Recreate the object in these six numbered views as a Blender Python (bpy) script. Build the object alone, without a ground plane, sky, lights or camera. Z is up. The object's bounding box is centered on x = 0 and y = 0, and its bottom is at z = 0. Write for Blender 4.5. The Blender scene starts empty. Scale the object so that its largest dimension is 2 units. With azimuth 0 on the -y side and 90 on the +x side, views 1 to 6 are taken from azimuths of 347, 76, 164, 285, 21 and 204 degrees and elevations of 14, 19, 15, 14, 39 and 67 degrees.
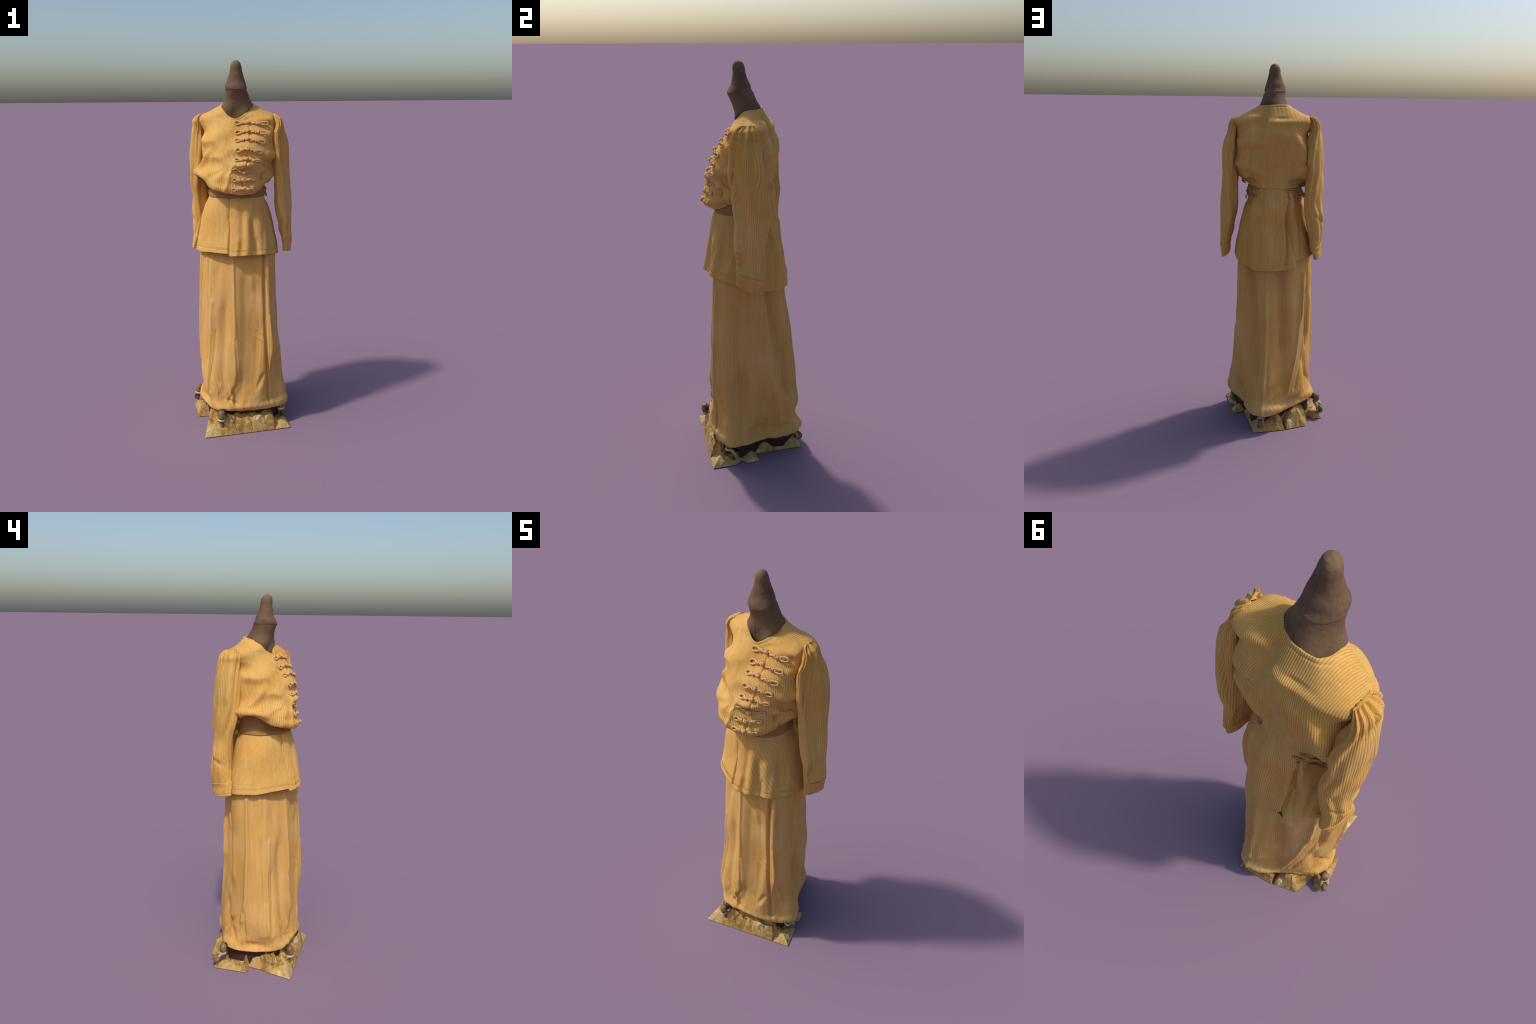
"""Antique two-piece corduroy dress on a padded dress form with a castored stand."""
import bpy, math, random
import numpy as np

rng = np.random.default_rng(7)
random.seed(7)
scene = bpy.context.scene
FRONT = -112.0                                    # azimuth (deg) the wearer faces
E1 = np.array([math.cos(math.radians(FRONT + 90)), math.sin(math.radians(FRONT + 90)), 0.0])  # wearer's left

# ------------------------------------------------------------------ helpers
def smooth_interp(xs, ys, x):
    """Monotone-ish cubic (Catmull-Rom / Hermite) interpolation of rows ys at x."""
    xs = np.asarray(xs, float); ys = np.asarray(ys, float)
    m = np.gradient(ys, xs, axis=0)
    x = np.clip(x, xs[0], xs[-1])
    i = np.clip(np.searchsorted(xs, x) - 1, 0, len(xs) - 2)
    h = xs[i + 1] - xs[i]
    t = (x - xs[i]) / h
    sh = t.shape + (1,) * (ys.ndim - 1)
    t = t.reshape(sh); h = h.reshape(sh)
    h00 = 2 * t**3 - 3 * t**2 + 1; h10 = t**3 - 2 * t**2 + t
    h01 = -2 * t**3 + 3 * t**2; h11 = t**3 - t**2
    return h00 * ys[i] + h10 * h * m[i] + h01 * ys[i + 1] + h11 * h * m[i + 1]

def wrap(d):
    return (d + 180.0) % 360.0 - 180.0

def periodic(pairs, th):
    """Value of a curve given as (azimuth deg, value) pairs at azimuths th."""
    p = sorted((a % 360.0, v) for a, v in pairs)
    a = np.array([q[0] for q in p]); v = np.array([q[1] for q in p])
    a = np.concatenate([a[-2:] - 360, a, a[:2] + 360]); v = np.concatenate([v[-2:], v, v[:2]])
    return np.interp(th % 360.0, a, v)

def smoothstep(a, b, x):
    t = np.clip((x - a) / (b - a), 0, 1)
    return t * t * (3 - 2 * t)

def value_noise(p, seed, cell):
    """Smooth 3D value noise in [-1, 1] at points p (n,3)."""
    q = p / cell
    f = np.floor(q).astype(np.int64); w = q - f; w = w * w * (3 - 2 * w)
    out = np.zeros(len(p))
    for dx in (0, 1):
        for dy in (0, 1):
            for dz in (0, 1):
                h = (f[:, 0] + dx) * 374761393 + (f[:, 1] + dy) * 668265263 + (f[:, 2] + dz) * 2147483647 + seed * 974711
                h = (h ^ (h >> 13)) * 1274126177
                h = (h ^ (h >> 16)) & 0xFFFFFF
                ww = np.where(dx, w[:, 0], 1 - w[:, 0]) * np.where(dy, w[:, 1], 1 - w[:, 1]) * np.where(dz, w[:, 2], 1 - w[:, 2])
                out += ww * (h / 0x7FFFFF - 1.0)
    return out

def grid_normals(P):
    """Normals of a grid (rows, cols, 3), periodic in columns."""
    du = np.roll(P, -1, 1) - np.roll(P, 1, 1)
    dv = np.gradient(P, axis=0)
    n = np.cross(du, dv)
    n /= np.linalg.norm(n, axis=-1, keepdims=True) + 1e-12
    return n

def new_object(name, verts, faces, mat, parent=None, smooth=True):
    me = bpy.data.meshes.new(name)
    me.from_pydata([tuple(v) for v in verts], [], faces)
    me.materials.append(mat)
    me.polygons.foreach_set('use_smooth', [smooth] * len(me.polygons))
    me.update()
    ob = bpy.data.objects.new(name, me)
    scene.collection.objects.link(ob)
    ob.parent = parent
    return ob

def grid_object(name, P, mat, parent=None, close_top=False, close_bottom=False):
    """Mesh from grid rows x cols, periodic in columns."""
    R, C = P.shape[:2]
    V = P.reshape(-1, 3)
    extra = []
    idx = np.arange(R * C).reshape(R, C)
    a = idx[:-1]; b = np.roll(idx, -1, 1)[:-1]; c = np.roll(idx, -1, 1)[1:]; d = idx[1:]
    quads = np.stack([a, b, c, d], -1).reshape(-1, 4)
    tris = []
    n = R * C
    if close_bottom:
        extra.append(P[0].mean(0)); k = n + len(extra) - 1
        tris.append(np.stack([np.full(C, k), np.roll(idx[0], -1), idx[0]], -1))
    if close_top:
        extra.append(P[-1].mean(0)); k = n + len(extra) - 1
        tris.append(np.stack([np.full(C, k), idx[-1], np.roll(idx[-1], -1)], -1))
    if extra:
        V = np.concatenate([V, np.array(extra)])
    T = np.concatenate(tris) if tris else np.zeros((0, 3), int)
    me = bpy.data.meshes.new(name)
    me.vertices.add(len(V)); me.vertices.foreach_set('co', V.astype(np.float32).ravel())
    loops = np.concatenate([quads.ravel(), T.ravel()]).astype(np.int32)
    me.loops.add(len(loops)); me.loops.foreach_set('vertex_index', loops)
    nq, nt = len(quads), len(T)
    starts = np.concatenate([np.arange(nq) * 4, nq * 4 + np.arange(nt) * 3]).astype(np.int32)
    me.polygons.add(nq + nt)
    me.polygons.foreach_set('loop_start', starts)
    me.polygons.foreach_set('use_smooth', np.ones(nq + nt, bool))
    me.materials.append(mat)
    me.update(calc_edges=True); me.validate()
    ob = bpy.data.objects.new(name, me)
    scene.collection.objects.link(ob)
    ob.parent = parent
    return ob

def tube(path, radius, sides=8, closed=False):
    """Verts/faces of a round cord along path (n,3); radius scalar or (n,)."""
    path = np.asarray(path, float); n = len(path)
    rad = np.broadcast_to(np.asarray(radius, float), (n,))
    if closed:
        tan = np.roll(path, -1, 0) - np.roll(path, 1, 0)
    else:
        tan = np.gradient(path, axis=0)
    tan /= np.linalg.norm(tan, axis=1, keepdims=True) + 1e-12
    ref = np.array([0, 0, 1.0])
    nrm = np.cross(tan, ref); bad = np.linalg.norm(nrm, axis=1) < 0.15
    nrm[bad] = np.cross(tan[bad], [0, 1.0, 0.0])
    for i in range(1, n):                          # parallel transport
        v = nrm[i - 1] - tan[i] * (nrm[i - 1] @ tan[i])
        if np.linalg.norm(v) > 1e-6: nrm[i] = v
        nrm[i] /= np.linalg.norm(nrm[i]) + 1e-12
    nrm[0] /= np.linalg.norm(nrm[0])
    bi = np.cross(tan, nrm)
    a = np.linspace(0, 2 * np.pi, sides, endpoint=False)
    V = (path[:, None] + rad[:, None, None] * (np.cos(a)[None, :, None] * nrm[:, None] + np.sin(a)[None, :, None] * bi[:, None])).reshape(-1, 3)
    F = []
    m = n if closed else n - 1
    for i in range(m):
        j = (i + 1) % n
        for k in range(sides):
            l = (k + 1) % sides
            F.append((i * sides + k, i * sides + l, j * sides + l, j * sides + k))
    if not closed:
        F.append(tuple(range(sides))[::-1]); F.append(tuple((n - 1) * sides + k for k in range(sides)))
    return V, F

def join_parts(parts):
    V, F, o = [], [], 0
    for v, f in parts:
        V.append(np.asarray(v, float)); F += [tuple(i + o for i in q) for q in f]; o += len(v)
    return np.concatenate(V), F

def blob(center, r, axes=None, n=14, seed=0, rough=0.0):
    """Lumpy ball; r = 3 radii along axes."""
    V, F = [], []
    ax = np.eye(3) if axes is None else np.asarray(axes)
    for i in range(n + 1):
        ph = math.pi * i / n
        for j in range(2 * n):
            t = math.pi * j / n
            V.append((math.sin(ph) * math.cos(t), math.sin(ph) * math.sin(t), math.cos(ph)))
    V = np.array(V)
    if rough: V = V * (1 + rough * value_noise(V + 3, seed, 0.6))[:, None]
    V = np.asarray(center) + (V * np.asarray(r)) @ ax
    m = 2 * n
    for i in range(n):
        for j in range(m):
            k = (j + 1) % m
            F.append((i * m + j, (i + 1) * m + j, (i + 1) * m + k, i * m + k))
    return V, F

def spline(points, n):
    p = np.asarray(points, float)
    d = np.concatenate([[0], np.cumsum(np.linalg.norm(np.diff(p, axis=0), axis=1))])
    return smooth_interp(d, p, np.linspace(0, d[-1], n))

# ------------------------------------------------------------------ materials
def srgb(r, g, b):
    f = lambda c: c / 12.92 if c <= 0.04045 else ((c + 0.055) / 1.055) ** 2.4
    return (f(r / 255), f(g / 255), f(b / 255), 1.0)

class Nodes:
    def __init__(s, name):
        s.mat = bpy.data.materials.new(name); s.mat.use_nodes = True
        s.t = s.mat.node_tree; s.bsdf = s.t.nodes['Principled BSDF']
        s.co = s.t.nodes.new('ShaderNodeTexCoord').outputs['Object']
    def link(s, a, b): s.t.links.new(a, b)
    def mapping(s, scale):
        n = s.t.nodes.new('ShaderNodeMapping'); n.inputs['Scale'].default_value = scale
        s.link(s.co, n.inputs['Vector']); return n.outputs['Vector']
    def noise(s, scale, detail=3.0, rough=0.55, vec=None, dist=0.0):
        n = s.t.nodes.new('ShaderNodeTexNoise'); n.inputs['Scale'].default_value = scale
        n.inputs['Detail'].default_value = detail; n.inputs['Roughness'].default_value = rough
        n.inputs['Distortion'].default_value = dist
        s.link(s.co if vec is None else vec, n.inputs['Vector']); return n.outputs['Fac']
    def ramp(s, fac, stops):
        n = s.t.nodes.new('ShaderNodeValToRGB'); cr = n.color_ramp
        while len(cr.elements) < len(stops): cr.elements.new(0.5)
        for e, (p, c) in zip(cr.elements, stops): e.position = p; e.color = c
        s.link(fac, n.inputs['Fac']); return n.outputs['Color']
    def mix(s, fac, a, b, mode='MIX'):
        n = s.t.nodes.new('ShaderNodeMix'); n.data_type = 'RGBA'; n.blend_type = mode
        for sock, v in ((n.inputs['Factor'], fac), (n.inputs['A'], a), (n.inputs['B'], b)):
            pass
        fs = n.inputs[0]; A = n.inputs[6]; B = n.inputs[7]
        for sock, v in ((fs, fac), (A, a), (B, b)):
            if hasattr(v, 'is_output'): s.link(v, sock)
            else: sock.default_value = v
        return n.outputs[2]
    def bump(s, height, strength, dist):
        n = s.t.nodes.new('ShaderNodeBump'); n.inputs['Strength'].default_value = strength
        n.inputs['Distance'].default_value = dist
        s.link(height, n.inputs['Height']); s.link(n.outputs['Normal'], s.bsdf.inputs['Normal'])
    def finish(s, color, rough=0.85, sheen=0.0, spec=0.2):
        if hasattr(color, 'is_output'): s.link(color, s.bsdf.inputs['Base Color'])
        else: s.bsdf.inputs['Base Color'].default_value = color
        s.bsdf.inputs['Roughness'].default_value = rough
        s.bsdf.inputs['Specular IOR Level'].default_value = spec
        s.bsdf.inputs['Sheen Weight'].default_value = sheen
        return s.mat

GREY = lambda v: (v, v, v, 1.0)
FC, FS = math.cos(math.radians(FRONT)), math.sin(math.radians(FRONT))
PITCH = 0.0068
SLEEVE_AXIS = {'left': (0.243, -0.0717, -0.050, 0.0), 'right': (-0.222, 0.030, 0.145, -0.040)}   # centre x, slope, centre y, slope (per metre above z = 1)

class Arith:
    """The same formulas for numpy arrays (geometry) and for shader sockets (colour)."""
    def __init__(s, m=None): s.m = m
    def __call__(s, op, *a):
        if s.m is None:
            f = {'ADD': np.add, 'SUBTRACT': np.subtract, 'MULTIPLY': np.multiply, 'ARCTAN2': np.arctan2, 'GREATER_THAN': lambda p, q: (p > q) * 1.0,
                 'SIGN': np.sign, 'ABSOLUTE': np.abs, 'SINE': np.sin, 'POWER': np.power}[op]
            return f(*a)
        n = s.m.t.nodes.new('ShaderNodeMath'); n.operation = op
        for i, v in enumerate(a):
            if hasattr(v, 'is_output'): s.m.link(v, n.inputs[i])
            else: n.inputs[i].default_value = float(v)
        return n.outputs[0]
    def lin(s, x, a, b): return s('ADD', s('MULTIPLY', x, a), b)
    def dot(s, x, a, y, b, c): return s('ADD', s('ADD', s('MULTIPLY', x, a), s('MULTIPLY', y, b)), c)
    def mix(s, w, a, b): return s('ADD', a, s('MULTIPLY', w, s('SUBTRACT', b, a)))
    def smooth(s, lo, hi, x):
        if s.m is None: return smoothstep(lo, hi, x)
        n = s.m.t.nodes.new('ShaderNodeMapRange'); n.interpolation_type = 'SMOOTHSTEP'
        n.inputs['From Min'].default_value = lo; n.inputs['From Max'].default_value = hi
        s.m.link(x, n.inputs['Value']); return n.outputs['Result']

def wale_height(kind, x, y, z, A):
    """0 in the channels, 1 on the crowns of the corduroy wales of a part."""
    if kind == 'skirt':
        ph = A('MULTIPLY', A('ARCTAN2', A('ADD', y, 0.005), A('ADD', x, 0.010)), 215 / 2)
    elif kind in SLEEVE_AXIS:
        cx, kx, cy, ky = SLEEVE_AXIS[kind]; c, sn = math.cos(1.15), math.sin(1.15)
        dx = A('SUBTRACT', x, A.lin(z, kx, cx - kx)); dy = A('SUBTRACT', y, A.lin(z, ky, cy - ky))
        ex = A.dot(dx, c / 0.075, dy, sn / 0.075, 0.0); ey = A.dot(dx, -sn / 0.045, dy, c / 0.045, 0.0)
        ph = A('MULTIPLY', A('ARCTAN2', ey, ex), 52 / 2)
    else:
        ox, oy = (0.020, 0.011) if kind == 'peplum' else (0.015, 0.0)
        xf = A.dot(x, FC, y, FS, ox * FC + oy * FS); yf = A.dot(x, -FS, y, FC, -ox * FS + oy * FC)
        phi = A('ARCTAN2', yf, xf)
        plane = A.dot(x, float(E1[0]), y, float(E1[1]), -0.012)
        if kind == 'peplum':                              # bias-cut sides, straight back panel
            side = A('MULTIPLY', A('MULTIPLY', phi, 0.19), A.lin(z, -1.3, 1 + 1.3 * 1.3))
            back = A('ADD', A('GREATER_THAN', phi, 2.33), A('GREATER_THAN', A('MULTIPLY', phi, -1.0), 2.505))
            d = A.mix(back, side, plane)
        else:                                             # wales hang down, and cross the shoulders front to back
            far = A('GREATER_THAN', A('ABSOLUTE', phi), math.pi / 2)
            behind = A('SUBTRACT', A('MULTIPLY', A('SIGN', phi), math.pi), phi)
            slant = A('MULTIPLY', A('MULTIPLY', A.smooth(0.1, 0.8, A('MULTIPLY', phi, -1.0)), A.lin(far, -1.0, 1.0)), A.lin(z, -0.11, 0.11 * 1.66))
            hang = A('ADD', A('MULTIPLY', A.mix(far, phi, behind), 0.19), slant)
            d = A.mix(A.smooth(1.665, 1.735, z), hang, plane)
        ph = A('MULTIPLY', d, math.pi / PITCH)
    return A('POWER', A('ABSOLUTE', A('SINE', ph)), 0.75)

def wales(kind, P, depth):
    return depth * (wale_height(kind, P[..., 0], P[..., 1], P[..., 2], Arith()) - 0.6)

def corduroy(name, kind, main, warm, pale, streak_scale=(55, 55, 2.2), channel=0.50):
    m = Nodes(name)
    xyz = m.t.nodes.new('ShaderNodeSeparateXYZ'); m.link(m.co, xyz.inputs[0])
    rib = wale_height(kind, xyz.outputs[0], xyz.outputs[1], xyz.outputs[2], Arith(m))
    big = m.noise(4.5, 3, 0.5)
    col = m.ramp(big, [(0.30, warm), (0.50, main), (0.72, pale)])
    streak = m.noise(1.0, 3, 0.6, m.mapping(streak_scale))         # worn pile along the wale
    col = m.mix(1.0, col, m.ramp(streak, [(0.30, GREY(0.93)), (0.70, GREY(1.05))]), 'MULTIPLY')
    fine = m.noise(260, 2, 0.6)
    col = m.mix(1.0, col, m.ramp(fine, [(0.3, GREY(0.93)), (0.7, GREY(1.05))]), 'MULTIPLY')
    col = m.mix(1.0, col, m.ramp(rib, [(0.0, GREY(channel)), (0.55, GREY(0.97)), (1.0, GREY(1.06))]), 'MULTIPLY')   # darker channels between the wales
    m.bump(m.noise(420, 2, 0.6), 0.25, 0.001)
    return m.finish(col, 0.85, 0.0, 0.5)

JACKET = (srgb(210, 162, 83), srgb(205, 153, 71), srgb(212, 168, 95))  # jacket and skirt tones lightened slightly to brighten the shaded side and back
SKIRTC = (srgb(209, 161, 87), srgb(205, 153, 75), srgb(212, 168, 101))
mat_skirt = corduroy('skirt_corduroy', 'skirt', *SKIRTC, channel=0.60)
mat_peplum = corduroy('peplum_corduroy', 'peplum', *JACKET)
mat_bodice = corduroy('bodice_corduroy', 'bodice', *JACKET)
mat_sleeves = {k: corduroy(k + '_sleeve_corduroy', k, *JACKET) for k in ('left', 'right')}

def belt_material():
    m = Nodes('belt_cloth')
    col = m.ramp(m.noise(14, 3), [(0.35, srgb(146, 108, 66)), (0.65, srgb(164, 124, 78))])
    m.bump(m.noise(1.0, 2, 0.5, m.mapping((40, 40, 500))), 0.3, 0.001)
    return m.finish(col, 0.9, 0, 0.1)
mat_belt = belt_material()

def cord_material():
    m = Nodes('frog_cord')
    col = m.ramp(m.noise(120, 3), [(0.3, srgb(196, 150, 98)), (0.7, srgb(220, 178, 124))])
    m.bump(m.noise(600, 2), 0.4, 0.001)
    return m.finish(col, 0.8, 0, 0.2)
mat_cord = cord_material()

def form_material():
    m = Nodes('dress_form_jersey')
    col = m.ramp(m.noise(9, 4), [(0.35, srgb(96, 73, 53)), (0.65, srgb(116, 90, 64))])
    col = m.mix(1.0, col, m.ramp(m.noise(180, 2), [(0.3, GREY(0.9)), (0.7, GREY(1.08))]), 'MULTIPLY')
    m.bump(m.noise(140, 4, 0.65), 0.35, 0.0015)
    return m.finish(col, 0.85, 0, 0.4)
mat_form = form_material()

def simple(name, a, b, scale, rough=0.6, spec=0.3, bump=0.2):
    m = Nodes(name)
    col = m.ramp(m.noise(scale, 4, 0.6), [(0.32, a), (0.68, b)])
    m.bump(m.noise(scale * 4, 3), bump, 0.002)
    return m.finish(col, rough, 0, spec)

mat_board = simple('stand_board_wood', srgb(52, 32, 26), srgb(72, 48, 38), 18, 0.7)
mat_ball = simple('caster_housing_paint', srgb(92, 68, 46), srgb(150, 122, 86), 40, 0.45, 0.4)
mat_collar = simple('caster_collar_metal', srgb(168, 158, 132), srgb(214, 206, 180), 60, 0.5, 0.5)
mat_fork = simple('caster_fork', srgb(128, 106, 70), srgb(190, 168, 118), 50, 0.55, 0.4)
mat_wheel = simple('caster_wheel_rubber', srgb(86, 68, 46), srgb(140, 118, 82), 45, 0.6, 0.3)

def sheet_material():
    m = Nodes('crumpled_sheet')
    col = m.ramp(m.noise(12, 3, 0.55, dist=0.8), [(0.30, srgb(112, 90, 50)), (0.42, srgb(158, 124, 66)), (0.52, srgb(192, 150, 78)),
                                      (0.60, srgb(170, 142, 88)), (0.72, srgb(212, 180, 124))])
    yel = m.ramp(m.noise(19, 2), [(0.60, GREY(0)), (0.70, GREY(0.8))])
    col = m.mix(yel, col, srgb(186, 156, 62))
    dk = m.ramp(m.noise(30, 4, 0.65, dist=1.2), [(0.54, GREY(0)), (0.68, GREY(0.85))])
    col = m.mix(dk, col, srgb(104, 86, 54))
    m.bump(m.noise(55, 4), 0.4, 0.005)
    return m.finish(col, 0.55, 0, 0.35)
mat_sheet = sheet_material()

# ------------------------------------------------------------------ root
root = bpy.data.objects.new('dressed_mannequin', None)
scene.collection.objects.link(root)
root['label'] = 'golden corduroy two-piece dress on a headless dress form stand'
root['category'] = 'dress mannequin'

# ------------------------------------------------------------------ cross-section tables
# (height, centre x, centre y, mean radius, then cosine/sine pairs of harmonics 2, 3, 4)
SKIRT = [
    (0.070, -0.018, -0.001, 0.235, -0.004, -0.001, -0.021, -0.009, -0.019, -0.019, 0.001, -0.002, -0.001, -0.004),
    (0.115, -0.018, -0.001, 0.235, -0.004, -0.001, -0.021, -0.009, -0.019, -0.019, 0.001, -0.002, -0.001, -0.004),
    (0.140, -0.017, -0.011, 0.231, -0.013, -0.003, -0.018, -0.010, -0.020, -0.024, 0.007, -0.005, -0.003, -0.006),
    (0.170, -0.020, -0.011, 0.226, -0.008, -0.003, -0.015, -0.011, -0.016, -0.014, 0.000, -0.008, -0.002, -0.010),
    (0.210, -0.017, -0.009, 0.227, -0.003, 0.001, -0.014, -0.013, -0.013, -0.009, 0.001, -0.010, -0.001, -0.008),
    (0.270, -0.014, -0.005, 0.228, 0.001, 0.006, -0.015, -0.011, -0.009, -0.006, 0.003, -0.008, 0.002, -0.005),
    (0.360, -0.010, -0.005, 0.225, 0.002, 0.006, -0.016, -0.007, -0.005, -0.002, 0.002, -0.003, 0.003, -0.001),
    (0.460, -0.009, -0.005, 0.220, 0.002, 0.003, -0.016, -0.004, -0.001, 0.001, 0.001, 0.002, 0.005, 0.003),
    (0.580, -0.008, -0.005, 0.215, 0.004, -0.003, -0.014, -0.003, 0.001, 0.001, -0.001, 0.004, 0.005, 0.003),
    (0.700, -0.010, -0.005, 0.209, 0.004, -0.008, -0.012, -0.002, 0.002, 0.001, -0.002, 0.004, 0.005, 0.002),
    (0.820, -0.013, -0.005, 0.201, 0.007, -0.014, -0.009, 0.001, 0.001, -0.000, -0.002, 0.005, 0.004, -0.000),
    (0.950, -0.016, -0.007, 0.191, 0.010, -0.021, -0.006, 0.003, 0.000, -0.000, -0.002, 0.004, 0.003, -0.000),
    (1.100, -0.019, -0.009, 0.181, 0.013, -0.029, -0.002, 0.005, -0.001, 0.000, -0.001, 0.001, 0.000, -0.001),
]
PEPLUM = [
    (0.890, -0.036, -0.018, 0.236, 0.004, -0.008, 0.001, 0.000),
    (0.950, -0.030, -0.014, 0.224, 0.007, -0.007, -0.000, 0.004),
    (1.000, -0.025, -0.013, 0.214, 0.009, -0.005, -0.002, 0.008),
    (1.050, -0.020, -0.011, 0.204, 0.011, -0.003, -0.004, 0.011),
    (1.100, -0.017, -0.011, 0.193, 0.012, -0.000, -0.007, 0.014),
    (1.150, -0.016, -0.013, 0.183, 0.013, 0.001, -0.009, 0.014),
    (1.200, -0.018, -0.012, 0.174, 0.012, 0.002, -0.009, 0.012),
    (1.250, -0.020, -0.010, 0.165, 0.006, 0.002, -0.008, 0.009),
    (1.290, -0.024, -0.010, 0.153, -0.002, -0.001, -0.006, 0.004),
    (1.320, -0.023, -0.007, 0.146, -0.001, -0.007, -0.003, 0.000),
    (1.360, -0.021, 0.001, 0.138, -0.002, -0.011, -0.004, 0.001),
    (1.420, -0.021, 0.001, 0.138, -0.002, -0.011, -0.004, 0.001),
]
BODICE = [
    (1.310, -0.031, -0.048, 0.125, -0.025, 0.023, -0.004, -0.006, -0.001, 0.002),
    (1.330, -0.033, -0.045, 0.140, -0.025, 0.023, -0.004, -0.006, -0.001, 0.002),
    (1.360, -0.036, -0.042, 0.162, -0.015, 0.013, -0.001, -0.006, -0.003, 0.005),
    (1.390, -0.037, -0.032, 0.176, 0.001, 0.001, 0.005, -0.004, -0.004, 0.002),
    (1.420, -0.042, -0.022, 0.189, 0.021, -0.004, 0.007, 0.004, -0.003, -0.003),
    (1.450, -0.029, -0.019, 0.187, 0.023, -0.005, 0.009, 0.004, -0.007, 0.000),
    (1.480, -0.018, -0.019, 0.185, 0.016, -0.003, 0.010, 0.011, 0.005, 0.003),
    (1.520, -0.015, -0.012, 0.184, 0.020, -0.014, 0.004, -0.003, -0.005, 0.002),
    (1.560, -0.014, -0.004, 0.182, 0.016, -0.017, 0.002, 0.001, -0.003, 0.001),
    (1.600, -0.010, 0.009, 0.180, 0.024, -0.013, -0.005, 0.002, -0.001, 0.006),
    (1.640, -0.004, 0.014, 0.165, 0.026, -0.020, -0.002, -0.004, -0.005, 0.001),
    (1.680, -0.010, 0.021, 0.151, 0.038, -0.032, -0.002, -0.001, -0.002, -0.012),
    (1.710, -0.006, 0.026, 0.145, 0.049, -0.041, 0.002, -0.004, 0.003, -0.021),
    (1.730, -0.012, 0.026, 0.124, 0.048, -0.031, 0.004, 0.003, 0.003, -0.023),
    (1.750, -0.012, 0.023, 0.106, 0.028, -0.017, 0.003, -0.003, 0.004, -0.006),
    (1.770, -0.020, 0.009, 0.098, 0.010, -0.008, 0.002, -0.006, -0.004, -0.002),
    (1.800, -0.022, 0.000, 0.082, -0.004, 0.006, 0.005, -0.003, -0.006, 0.006),
]
NECK = [
    (1.660, -0.012, 0.040, 0.108, 0.016, -0.016, -0.002, -0.004),
    (1.720, -0.015, 0.030, 0.100, 0.016, -0.016, -0.002, -0.004),
    (1.760, -0.017, 0.013, 0.083, 0.010, -0.010, 0.000, -0.006),
    (1.800, -0.018, -0.003, 0.066, 0.002, -0.002, -0.001, -0.003),
    (1.840, -0.024, -0.019, 0.059, -0.001, 0.002, 0.000, -0.001),
    (1.858, -0.028, -0.025, 0.059, -0.003, 0.001, -0.001, 0.000),
    (1.866, -0.029, -0.027, 0.0575, -0.001, 0.000, 0.000, -0.001),
    (1.876, -0.030, -0.027, 0.054, 0.001, 0.000, 0.000, -0.001),
    (1.890, -0.029, -0.024, 0.049, 0.002, 0.000, 0.000, -0.001),
    (1.920, -0.028, -0.027, 0.038, 0.002, 0.000, 0.000, 0.000),
    (1.950, -0.028, -0.030, 0.031, 0.001, -0.001, 0.000, 0.000),
    (1.975, -0.029, -0.032, 0.0275, 0.000, -0.001, 0.000, 0.000),
    (1.988, -0.029, -0.033, 0.022, 0.000, -0.001, 0.000, 0.000),
    (1.996, -0.028, -0.034, 0.0135, 0.000, 0.000, 0.000, 0.000),
    (2.000, -0.028, -0.035, 0.003, 0.000, 0.000, 0.000, 0.000),
]

def section(table, th, z):
    """Point grid of the lofted body at azimuths th (deg) and heights z."""
    T = np.array(table)
    c = smooth_interp(T[:, 0], T[:, 1:], z)
    a = np.radians(th)
    r = c[..., 2].copy()
    for i in range((T.shape[1] - 4) // 2):
        r += c[..., 3 + 2 * i] * np.cos((i + 2) * a) + c[..., 4 + 2 * i] * np.sin((i + 2) * a)
    return np.stack([c[..., 0] + r * np.cos(a), c[..., 1] + r * np.sin(a), z], -1)

def crease_field(creases, TH, Z, radius):
    """Sum of ridges (+mm) and valleys (-mm) along (azimuth, height) polylines."""
    h = np.zeros(TH.shape)
    for pts, amp, w in creases:
        zs = [p[1] for p in pts]; w = w * 0.001
        m = (Z > min(zs) - 7 * w) & (Z < max(zs) + 7 * w)
        th = TH[m]; z = Z[m]
        d2 = np.full(th.shape, 1e9)
        for (a0, z0), (a1, z1) in zip(pts[:-1], pts[1:]):
            ex = math.radians(wrap(a1 - a0)) * radius; ez = z1 - z0
            x = np.radians(wrap(th - a0)) * radius; y = z - z0
            ln = math.hypot(ex, ez) + 1e-9
            tu = (x * ex + y * ez) / (ln * ln)
            over = (tu - np.clip(tu, 0, 1)) * ln                     # beyond the ends: fade slowly
            side = (x * ez - y * ex) / ln
            d2 = np.minimum(d2, side ** 2 + (0.45 * over) ** 2)
        h[m] += amp * 0.001 * np.exp(-d2 / (2 * w * w))
    return h

def displace(P, h):
    return P + grid_normals(P) * h[..., None]

def hem_turn(P, inward, up, centre):
    """Rows that turn a cloth edge (first row of P) under, so that it has thickness."""
    e = P[0]
    c = np.array([centre[0], centre[1], 0.0])
    d = e - c; d[:, 2] = 0; d /= np.linalg.norm(d, axis=1, keepdims=True)
    rows = [e - d * inward + [0, 0, up], e - d * inward + [0, 0, up * 0.15], e - d * inward * 0.55 - [0, 0, 0.0012]]
    return np.concatenate([np.array(rows), P])

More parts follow.
